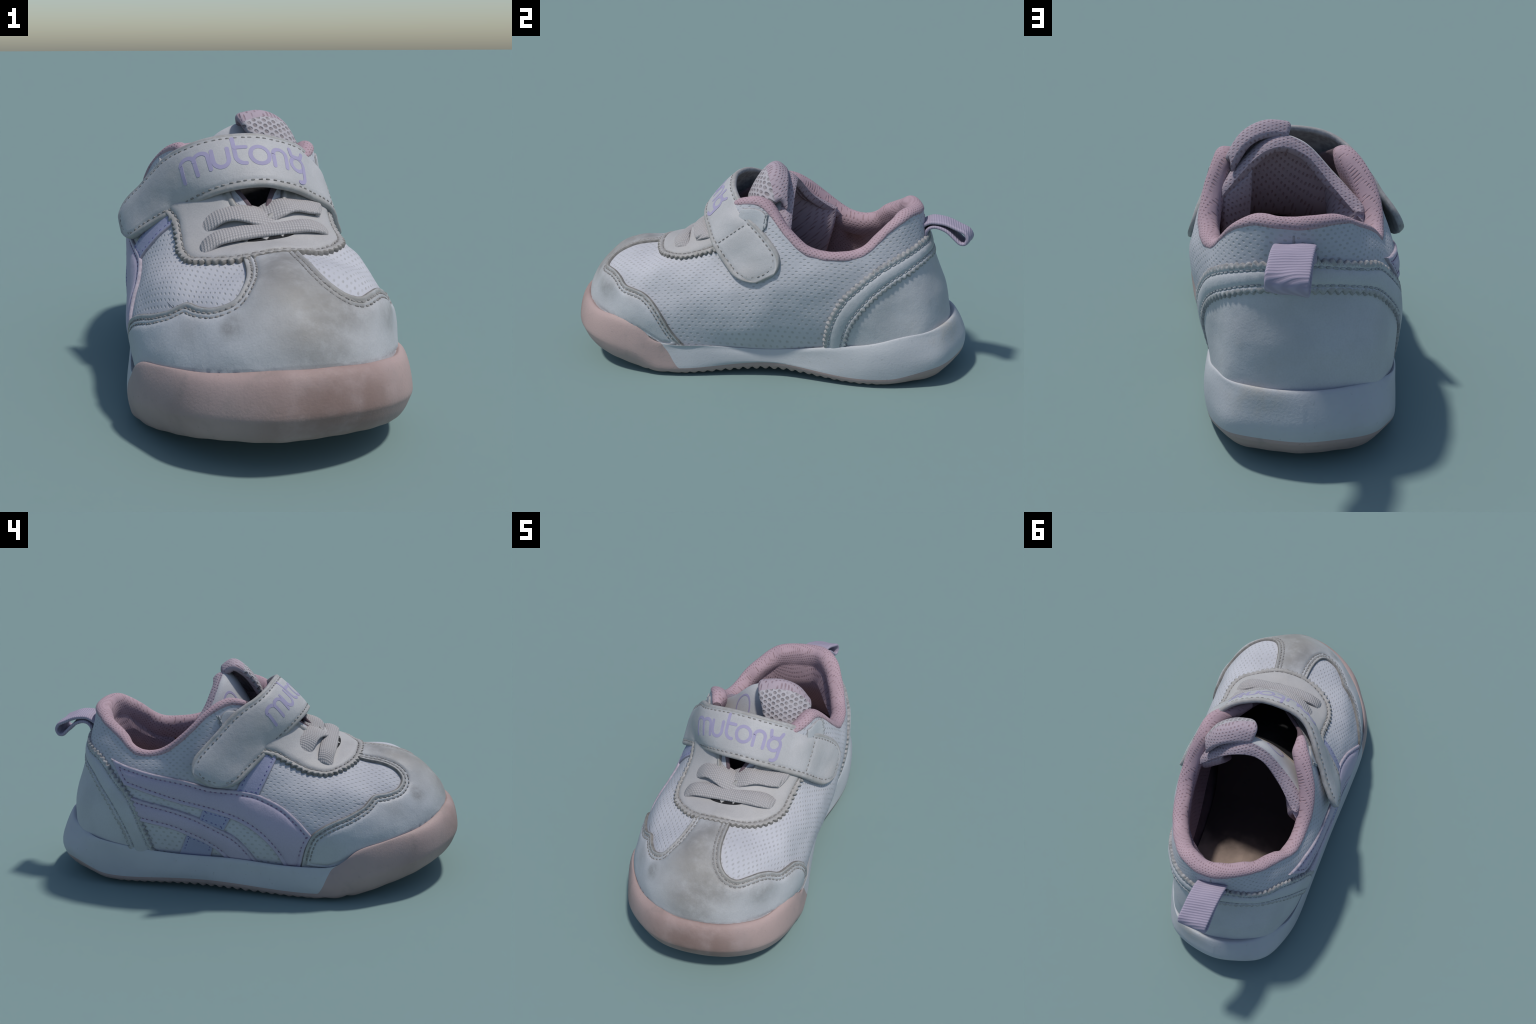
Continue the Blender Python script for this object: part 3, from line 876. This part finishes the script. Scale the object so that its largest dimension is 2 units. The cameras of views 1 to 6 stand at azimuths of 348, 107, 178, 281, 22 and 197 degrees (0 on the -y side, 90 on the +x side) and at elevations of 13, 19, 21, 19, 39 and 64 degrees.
# lettering printed on the strap, drawn as rounded strokes; x in metres across the shoe, t across the strap
SX = np.array([sheet_eval(STRAP, [.5], [s])[0, 0][0] for s in np.linspace(0, 1, 200)])
def s_of_x(x):
    return float(np.interp(x, SX, np.linspace(0, 1, 200)))
def arc(cx, cy, rx, ry, a0, a1, n=14):
    return [(cx + rx * math.cos(math.radians(a)), cy + ry * math.sin(math.radians(a))) for a in np.linspace(a0, a1, n)]
def stroke(path, w=.0078, up=0.0):
    P = even(np.array(path), .006)
    pn = [on_strap(t, s_of_x(x), up) for x, t in P]
    Q = np.array([p for p, n in pn]); N = np.array([n for p, n in pn])
    T = unit(np.gradient(Q, axis=0)); Bn = unit(np.cross(N, T))
    V_, F_ = [], []
    # round caps: extend with shrinking half-widths
    st = [(-1, a) for a in (.98, .85, .6, .3)] + [(0, i) for i in range(len(Q))] + [(1, a) for a in (.3, .6, .85, .98)]
    for kind, val in st:
        i = {-1: 0, 0: val, 1: len(Q) - 1}[kind]
        c = Q[i] + (T[i] * kind * w * val if kind else 0)
        hw = w * math.sqrt(1 - val ** 2) if kind else w
        for o, z in ((-1, -.003), (-1, .0007), (1, .0007), (1, -.003)):
            V_.append(c + Bn[i] * hw * o + N[i] * z)
    n = len(st)
    for i in range(n - 1):
        for a in range(3):
            F_.append((i * 4 + a, i * 4 + a + 1, (i + 1) * 4 + a + 1, (i + 1) * 4 + a))
    F_.append((0, 1, 2, 3)); F_.append(((n - 1) * 4 + 3, (n - 1) * 4 + 2, (n - 1) * 4 + 1, (n - 1) * 4))
    return V_, F_
X0 = .37; XH = .70        # base line and x-height across the strap
LETTERS = {
    "m": [[(-.217, X0 - .03), (-.213, .58)] + arc(-.194, .60, .021, .09, 180, 0) + [(-.173, X0)], arc(-.152, .60, .022, .09, 180, 0) + [(-.129, X0 + .02)]],
    "u": [[(-.116, XH - .02)] + arc(-.090, .50, .026, .12, 180, 360) + [(-.064, XH - .02)]],
    "t": [[(-.040, .86), (-.040, .55)] + arc(-.010, .52, .030, .13, 180, 275), [(-.038, XH - .02), (.000, XH - .02)]],
    "o": [arc(.045, .535, .033, .155, 0, 358, 26)],
    "n": [[(.094, X0), (.094, .60)] + arc(.117, .58, .024, .11, 180, 0) + [(.141, X0)]],
    "g": [arc(.184, .50, .024, .125, 0, 358, 22), [(.160, .76), (.164, .64), (.180, .625), (.200, .645), (.208, .74)],
          [(.208, .50), (.208, .30)] + arc(.190, .27, .018, .09, 0, -100, 8)],
}
for ch, strokes in LETTERS.items():
    V_, F_ = [], []
    for i, s in enumerate(strokes):
        v, f = stroke(s, up=.0001 + .0004 * i)
        F_ += [tuple(i + len(V_) for i in q) for q in f]; V_ += v
    add("printed_letter", V_, F_, "print", strap_ob, angle=40)

# ------------------------------------------------------------------ tongue
TONGUE = [   # rows from the throat up and back to the top edge; each row from the left side to the right
    [(-.17, -.36, .49), (-.08, -.38, .50), (.03, -.39, .51), (.14, -.37, .52), (.24, -.34, .52)],
    [(-.22, -.16, .52), (-.10, -.17, .54), (.03, -.18, .56), (.15, -.16, .57), (.26, -.12, .57)],
    [(-.25, .05, .60), (-.13, .0, .65), (.0, -.03, .69), (.13, -.02, .71), (.27, .03, .66)],
    [(-.25, .18, .68), (-.145, .12, .785), (-.02, .088, .895), (.11, .088, .905), (.275, .11, .75)],
    [(-.262, .27, .69), (-.14, .17, .79), (-.02, .125, .905), (.11, .145, .915), (.285, .165, .74)],
    [(-.265, .32, .64), (-.135, .205, .765), (-.02, .155, .88), (.11, .175, .89), (.285, .185, .71)],
]
TONGUE = np.array(TONGUE)
def tongue_mat(a, b, s, d):
    if s == 0 or True:
        pass
    return 0
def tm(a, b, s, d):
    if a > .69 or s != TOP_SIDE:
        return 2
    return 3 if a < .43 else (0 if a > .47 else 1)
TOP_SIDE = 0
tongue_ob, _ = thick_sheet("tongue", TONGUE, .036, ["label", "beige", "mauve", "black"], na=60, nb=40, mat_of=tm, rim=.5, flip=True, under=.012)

HANG = [
    [(-.255, .30, .70), (-.205, .225, .74), (-.165, .165, .77), (-.13, .10, .76)],
    [(-.225, .285, .60), (-.190, .205, .62), (-.165, .13, .64), (-.15, .04, .66)],
    [(-.225, .25, .48), (-.200, .17, .49), (-.18, .09, .50), (-.17, -.02, .52)],
    [(-.25, .22, .36), (-.225, .13, .37), (-.205, .04, .38), (-.19, -.07, .40)],
]
thick_sheet("tongue_lining", HANG, .036, ["mauve"], na=24, nb=24, rim=.5)
HANG2 = [
    [(.165, .160, .84), (.20, .165, .80), (.24, .17, .765), (.285, .17, .72)],
    [(.170, .14, .75), (.205, .15, .72), (.245, .155, .69), (.29, .16, .65)],
    [(.175, .09, .65), (.21, .10, .63), (.25, .11, .60), (.29, .12, .57)],
    [(.18, .02, .54), (.215, .03, .52), (.255, .04, .49), (.29, .05, .46)],
]
thick_sheet("tongue_lining", HANG2, .036, ["mauve"], na=20, nb=20, rim=.5)
def on_tongue(a, b):
    P = sheet_eval(TONGUE, [a], [b])[0, 0]; e = .004
    n = unit(np.cross(sheet_eval(TONGUE, [a + e], [b])[0, 0] - P, sheet_eval(TONGUE, [a], [b + e])[0, 0] - P))
    n = -n
    return P + n * .019, n
V_, F_ = [], []
ring_n = 40
for i in range(ring_n + 1):
    t = 2 * math.pi * i / ring_n
    for rr in (.82, 1.0):
        p, n = on_tongue(.535 + .075 * rr * math.sin(t), .40 + .085 * rr * math.cos(t)); V_.append(p)
    if i:
        F_.append((2 * i - 2, 2 * i - 1, 2 * i + 1, 2 * i))
V2 = [v - np.array([0, -.004, .003]) for v in V_]; m = len(V_)
F_ = F_ + [tuple(m + i for i in f[::-1]) for f in F_]
for i in range(ring_n):
    F_ += [(2 * i, 2 * i + 2, m + 2 * i + 2, m + 2 * i), (2 * i + 3, 2 * i + 1, m + 2 * i + 1, m + 2 * i + 3)]
add("printed_ring", V_ + V2, F_, "print", tongue_ob, angle=40)

TAB = [
    [(.09, -.055, .82), (.15, -.04, .83), (.21, -.01, .82), (.26, .03, .79)],
    [(.06, -.022, .895), (.14, .002, .91), (.213, .036, .885), (.265, .08, .82)],
    [(.030, .012, .948), (.12, .042, .963), (.203, .08, .933), (.260, .118, .85)],
    [(.012, .060, .977), (.11, .085, .987), (.19, .115, .95), (.25, .145, .86)],
    [(.025, .112, .94), (.11, .140, .95), (.185, .162, .915), (.245, .168, .82)],
]
def tab_mat(a, b, s, d):
    return (0 if a < .52 else 1) if s == 0 else 1
tab_ob, _ = thick_sheet("tongue_tab", TAB, .036, ["tongue_mesh", "mauve"], na=30, nb=30, mat_of=tab_mat, rim=.5, flip=True)

# ------------------------------------------------------------------ pull loop at the heel
LOOP = [(.765, .722), (.785, .736), (.812, .746), (.85, .745), (.888, .738), (.935, .719), (.972, .703), (.986, .688), (.991, .671), (.985, .655), (.975, .648), (.955, .651), (.930, .672), (.890, .706),
        (.845, .724), (.812, .722), (.792, .704), (.785, .678)]
LP = catmull(np.array(LOOP), np.linspace(0, len(LOOP) - 1, 90))
grid = []
for y, z in LP:
    k_ = np.clip((y - .78) / .21, 0, 1)
    xl, xr = -.046 + .040 * k_, .097 + .036 * k_
    grid.append([(xl, y + .002 * k_, z - .002), (xl * .67 + xr * .33, y - .002 * k_, z + .005 * k_ + .002 * math.sin(40 * y)), (xl * .33 + xr * .67, y - .008 * k_, z + .010 * k_ - .002 * math.sin(33 * y)), (xr, y - .013 * k_, z + .018 * k_)])
thick_sheet("pull_loop", np.array(grid), .016, ["web"], na=110, nb=14, rim=.5)

# ------------------------------------------------------------------ elastic laces
def lace(name, pts, width, thick):
    """flat elastic band along pts (x, y, z, sideways lean)"""
    pts = np.array(pts, float)
    for i in range(2, len(pts) - 2):
        q, n = nearest(pts[i]); gap = (pts[i] - q) @ n
        if gap < .022:
            pts[i] += n * (.022 - gap)
    P = catmull(pts, np.linspace(0, len(pts) - 1, 24))
    T = unit(np.gradient(P, axis=0)); up = np.array([0, -.35, .94])
    S = unit(np.cross(T, up)); Nn = np.cross(S, T)
    w = width * (1 - .10 * np.sin(np.linspace(0, 9, len(P))) ** 2)
    g = [P + S * (k_ * w)[:, None] - Nn * (.010 * (2 * k_) ** 2) for k_ in (-.5, -.17, .17, .5)]
    return thick_sheet(name, np.stack(g), thick, ["elastic"], na=10, nb=50, rim=.5)
lace("elastic_lace", [(-.195, -.385, .572), (-.178, -.392, .592), (-.13, -.395, .620), (-.03, -.398, .636), (.08, -.396, .642), (.17, -.388, .646), (.222, -.372, .634), (.25, -.358, .612), (.258, -.352, .59)], .080, .015)
lace("elastic_lace", [(-.198, -.268, .602), (-.172, -.277, .637), (-.11, -.292, .674), (-.03, -.317, .680), (.06, -.345, .660), (.12, -.36, .630)], .112, .013)
lace("elastic_lace", [(.266, -.243, .66), (.244, -.247, .682), (.185, -.268, .694), (.11, -.294, .694), (.04, -.32, .676), (-.03, -.345, .638)], .108, .013)

# ------------------------------------------------------------------ raised panels
TOECAP = [
    (.432, -.305, .15, 1), (.436, -.365, .235), (.44, -.40, .305), (.437, -.43, .355), (.425, -.468, .396), (.405, -.51, .418), (.385, -.56, .425), (.363, -.605, .430), (.326, -.635, .450), (.290, -.67, .461), (.257, -.71, .463), (.222, -.748, .466), (.185, -.755, .486),
    (.150, -.732, .512), (.122, -.67, .535), (.108, -.60, .546), (.100, -.50, .563, 1), (-.075, -.50, .555, 1),
    (-.088, -.63, .535), (-.115, -.705, .52), (-.148, -.738, .494), (-.20, -.715, .463), (-.242, -.668, .456), (-.278, -.615, .459), (-.308, -.594, .446), (-.336, -.575, .430), (-.368, -.535, .413), (-.391, -.502, .402), (-.418, -.433, .379), (-.433, -.388, .358), (-.443, -.345, .325), (-.442, -.315, .262), (-.43, -.285, .15, 1),
    (-.44, -.45, .14), (-.39, -.64, .21), (-.22, -.86, .25), (.01, -.95, .27), (.25, -.88, .25), (.41, -.66, .21), (.44, -.45, .14)]
cap = panel("toe_cap", TOECAP, FAN, .013, ["toe", "edge", "toe_seam"], bevel=.009, groove=(.020, .036), seam=.026)
vis = lambda p: p[2] > .17 and not (abs(p[0]) < .105 and p[1] > -.62 and p[1] > -.55)
panel_stitch(cap, FAN, .020, "thread", keep=lambda p: p[2] > .19 + .14 * smoothstep(-.5, -.9, p[1]) and p[1] < -.0)
panel_stitch(cap, FAN, .036, "thread", keep=lambda p: p[2] > .19 + .14 * smoothstep(-.5, -.9, p[1]) and p[1] < -.0)

LACEPANEL = [
    (-.285, -.09, .65, 1), (-.262, -.17, .625), (-.258, -.235, .585), (-.26, -.33, .54), (-.238, -.412, .522), (-.188, -.472, .527), (-.12, -.516, .538), (-.05, -.537, .550), (.03, -.542, .558), (.10, -.535, .558),
    (.18, -.508, .552), (.252, -.460, .551), (.292, -.405, .556), (.312, -.333, .566), (.318, -.26, .592), (.325, -.19, .62), (.335, -.12, .66), (.33, -.06, .72), (.29, -.07, .80, 1), (.235, -.13, .785),
    (.165, -.17, .75), (.12, -.225, .715), (.095, -.29, .68), (.035, -.335, .655), (-.04, -.29, .68), (-.07, -.22, .715), (-.165, -.12, .78, 1), (-.225, -.06, .76)]
pinked = lambda p: 1.0 if p[1] < -.14 and not (abs(p[0] - .01) < .19 and p[1] > -.42) else 0.0
lp = panel("lace_panel", LACEPANEL, FAN, .016, ["panel", "edge", "panel_seam"], bevel=.010, groove=(.024,), seam=.028, scallop=(.013, .027, pinked))
panel_stitch(lp, FAN, .024, "thread", pitch=.026, length=.017, w=.005, h=.004, keep=lambda p: p[1] < -.10 and not (-.20 < p[0] < .25 and p[1] > -.42))

BAND_TOP = [(.345, .34, .14, 1), (.345, .355, .22), (.357, .375, .30), (.362, .404, .375), (.358, .454, .455), (.347, .515, .513), (.320, .598, .580), (.275, .69, .628), (.198, .754, .662), (.123, .785, .681), (.031, .793, .688),
    (-.056, .78, .687), (-.119, .766, .678), (-.203, .734, .660), (-.275, .66, .628), (-.335, .577, .550), (-.364, .514, .487), (-.377, .472, .409), (-.377, .451, .343), (-.366, .427, .253), (-.35, .41, .14, 1)]
BAND_LOW = [(-.335, .525, .14, 1), (-.345, .540, .24), (-.351, .564, .310), (-.343, .604, .392), (-.316, .66, .46), (-.258, .735, .535), (-.200, .772, .560), (-.119, .801, .577), (-.04, .82, .583), (.038, .827, .587), (.123, .814, .586), (.193, .788, .569),
    (.245, .757, .546), (.302, .685, .505), (.330, .605, .448), (.345, .526, .36), (.340, .482, .285), (.325, .45, .14, 1)]
under_band = [
    tuple((catmull(np.array([p[:3] for p in BAND_TOP]), [t * (len(BAND_TOP) - 1)])[0] * .4 + catmull(np.array([p[:3] for p in BAND_LOW[::-1]]), [t * (len(BAND_LOW) - 1)])[0] * .6)) for t in np.linspace(0, 1, 20)]
counter = panel("heel_counter", under_band + [ (-.33, .66, .16), (-.28, .77, .19), (-.18, .87, .21), (0, .92, .21), (.18, .87, .21), (.29, .75, .19), (.33, .60, .16)], HEEL, .004, ["leather", "edge_clean"], bevel=.006)
bd = panel("heel_band", BAND_TOP + BAND_LOW, HEEL, .015, ["leather", "edge_clean", "white_seam"], bevel=.010, groove=(.024,), seam=.014, scallop=(.013, .026), puff=.004)
panel_stitch(bd, HEEL, .024, "thread_light", keep=lambda p: p[2] > .20, pitch=.025, length=.018, w=.0055, h=.0045, sunk=.3)

UPSTRIPE = [
    (-.31, .60, .625, 1), (-.339, .502, .598), (-.367, .387, .578), (-.379, .296, .566), (-.386, .208, .550), (-.388, .121, .527), (-.382, -.015, .510), (-.38, -.09, .492), (-.386, -.15, .468), (-.401, -.219, .434), (-.423, -.288, .382), (-.442, -.350, .318, 1),
    (-.44, -.322, .265), (-.42, -.288, .14, 1), (-.41, -.218, .14, 1), (-.421, -.187, .213), (-.428, -.148, .271), (-.426, -.09, .324), (-.419, -.014, .369), (-.412, .072, .400), (-.405, .16, .423), (-.398, .257, .443), (-.385, .391, .479), (-.36, .53, .515, 1)]
us = panel("upper_stripe", UPSTRIPE, SL, .011, ["lilac", "edge_lilac"], bevel=.008, groove=(.020,), puff=.004)
panel_stitch(us, SL, .020, "thread_purple", keep=lambda p: p[2] > .20 and p[1] < .56, length=.010, pitch=.024, w=.0035)

LOWSTRIPE = [
    (-.365, .53, .472, 1), (-.383, .43, .449), (-.392, .349, .432), (-.399, .259, .410), (-.405, .171, .381), (-.412, .085, .340), (-.417, .008, .298), (-.412, -.04, .246), (-.40, -.105, .14, 1),
    (-.378, .045, .14, 1), (-.384, .10, .21), (-.39, .158, .253), (-.391, .235, .289), (-.389, .314, .317), (-.382, .405, .337), (-.37, .50, .355, 1)]
ls = panel("lower_stripe", LOWSTRIPE, SL, .011, ["lilac", "edge_lilac"], bevel=.008, groove=(.020,), puff=.004)
panel_stitch(ls, SL, .020, "thread_purple", keep=lambda p: p[2] > .20 and p[1] < .48, length=.010, pitch=.024, w=.0035)

def strip(name, pts, d=.016):
    s = panel(name, pts, SL, .009, ["blue", "edge_lilac"], bevel=.006)
    panel_stitch(s, SL, d, "thread_blue", keep=lambda p: p[2] > .2, length=.011, pitch=.022, sunk=.2)
    return s
strip("blue_strip", [(-.4, -.105, .48, 1), (-.4, -.0, .50, 1), (-.33, -.075, .66, 1), (-.33, -.185, .64, 1)])
strip("blue_strip", [(-.4, .148, .43, 1), (-.4, .172, .37, 1), (-.4, .055, .325, 1), (-.4, .012, .40, 1)])
strip("blue_strip", [(-.4, .236, .30, 1), (-.4, .31, .14, 1), (-.4, .148, .14, 1), (-.4, .110, .25, 1)])

# white ends of the lace panel behind the strap, with a bar of thread across each
for chart, pts, a, b in (
        (SR, [(.29, -.03, .832, 1), (.312, .045, .838), (.326, .090, .818), (.345, .100, .765), (.345, .02, .70), (.33, -.08, .70, 1)], (.333, .098, .825), (.35, .088, .755)),
        (SL, [(-.235, .0, .835, 1), (-.255, .05, .842), (-.283, .075, .805), (-.31, .05, .75), (-.29, -.06, .74, 1)], (-.27, .085, .825), (-.30, .055, .765))):
    e = panel("lace_panel_end", pts, chart, .008, ["leather", "edge_clean"], bevel=.006)
    pn = [nearest(np.array(a) * (1 - t) + np.array(b) * t) for t in np.linspace(0, 1, 12)]
    for o in (-.005, .004):
        stitch_line("stitching", np.array([p + n * .006 + np.array([0, o, 0]) for p, n in pn]), np.array([n for p, n in pn]), "thread_light", e[0], pitch=.018, length=.018, w=.004, h=.004)

# added black patch for the slot under the lace, with pale teeth across it
slot_patch = panel("lace_slot_patch", [(-.115, -.385, .59), (-.07, -.41, .585), (-.02, -.432, .582), (.04, -.437, .588), (.11, -.418, .596), (.17, -.365, .608), (.09, -.39, .605), (-.03, -.395, .60)], FAN, .002, ["black", "black"], bevel=.004, lift=.0155, step=.006)
for x0, y0, w_ in ((-.045, -.418, .022), (.02, -.428, .022), (.075, -.418, .02)):
    panel("slot_tooth", [(x0 - w_, y0 + .022, .59, 1), (x0, y0 - .010, .585, 1), (x0 + w_, y0 + .022, .59, 1)], FAN, .002, ["panel", "edge"], bevel=.003, lift=.0175, step=.006)
# seam down the back of the heel collar
pn = [nearest((.03, .80, z)) for z in np.linspace(.69, .78, 20)]
stitch_line("heel_seam", np.array([p for p, n in pn]), np.array([n for p, n in pn]), "edge_clean", SHOE, pitch=.012, length=.016, w=.004, h=.003)

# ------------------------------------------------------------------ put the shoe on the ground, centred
bpy.context.view_layer.update()
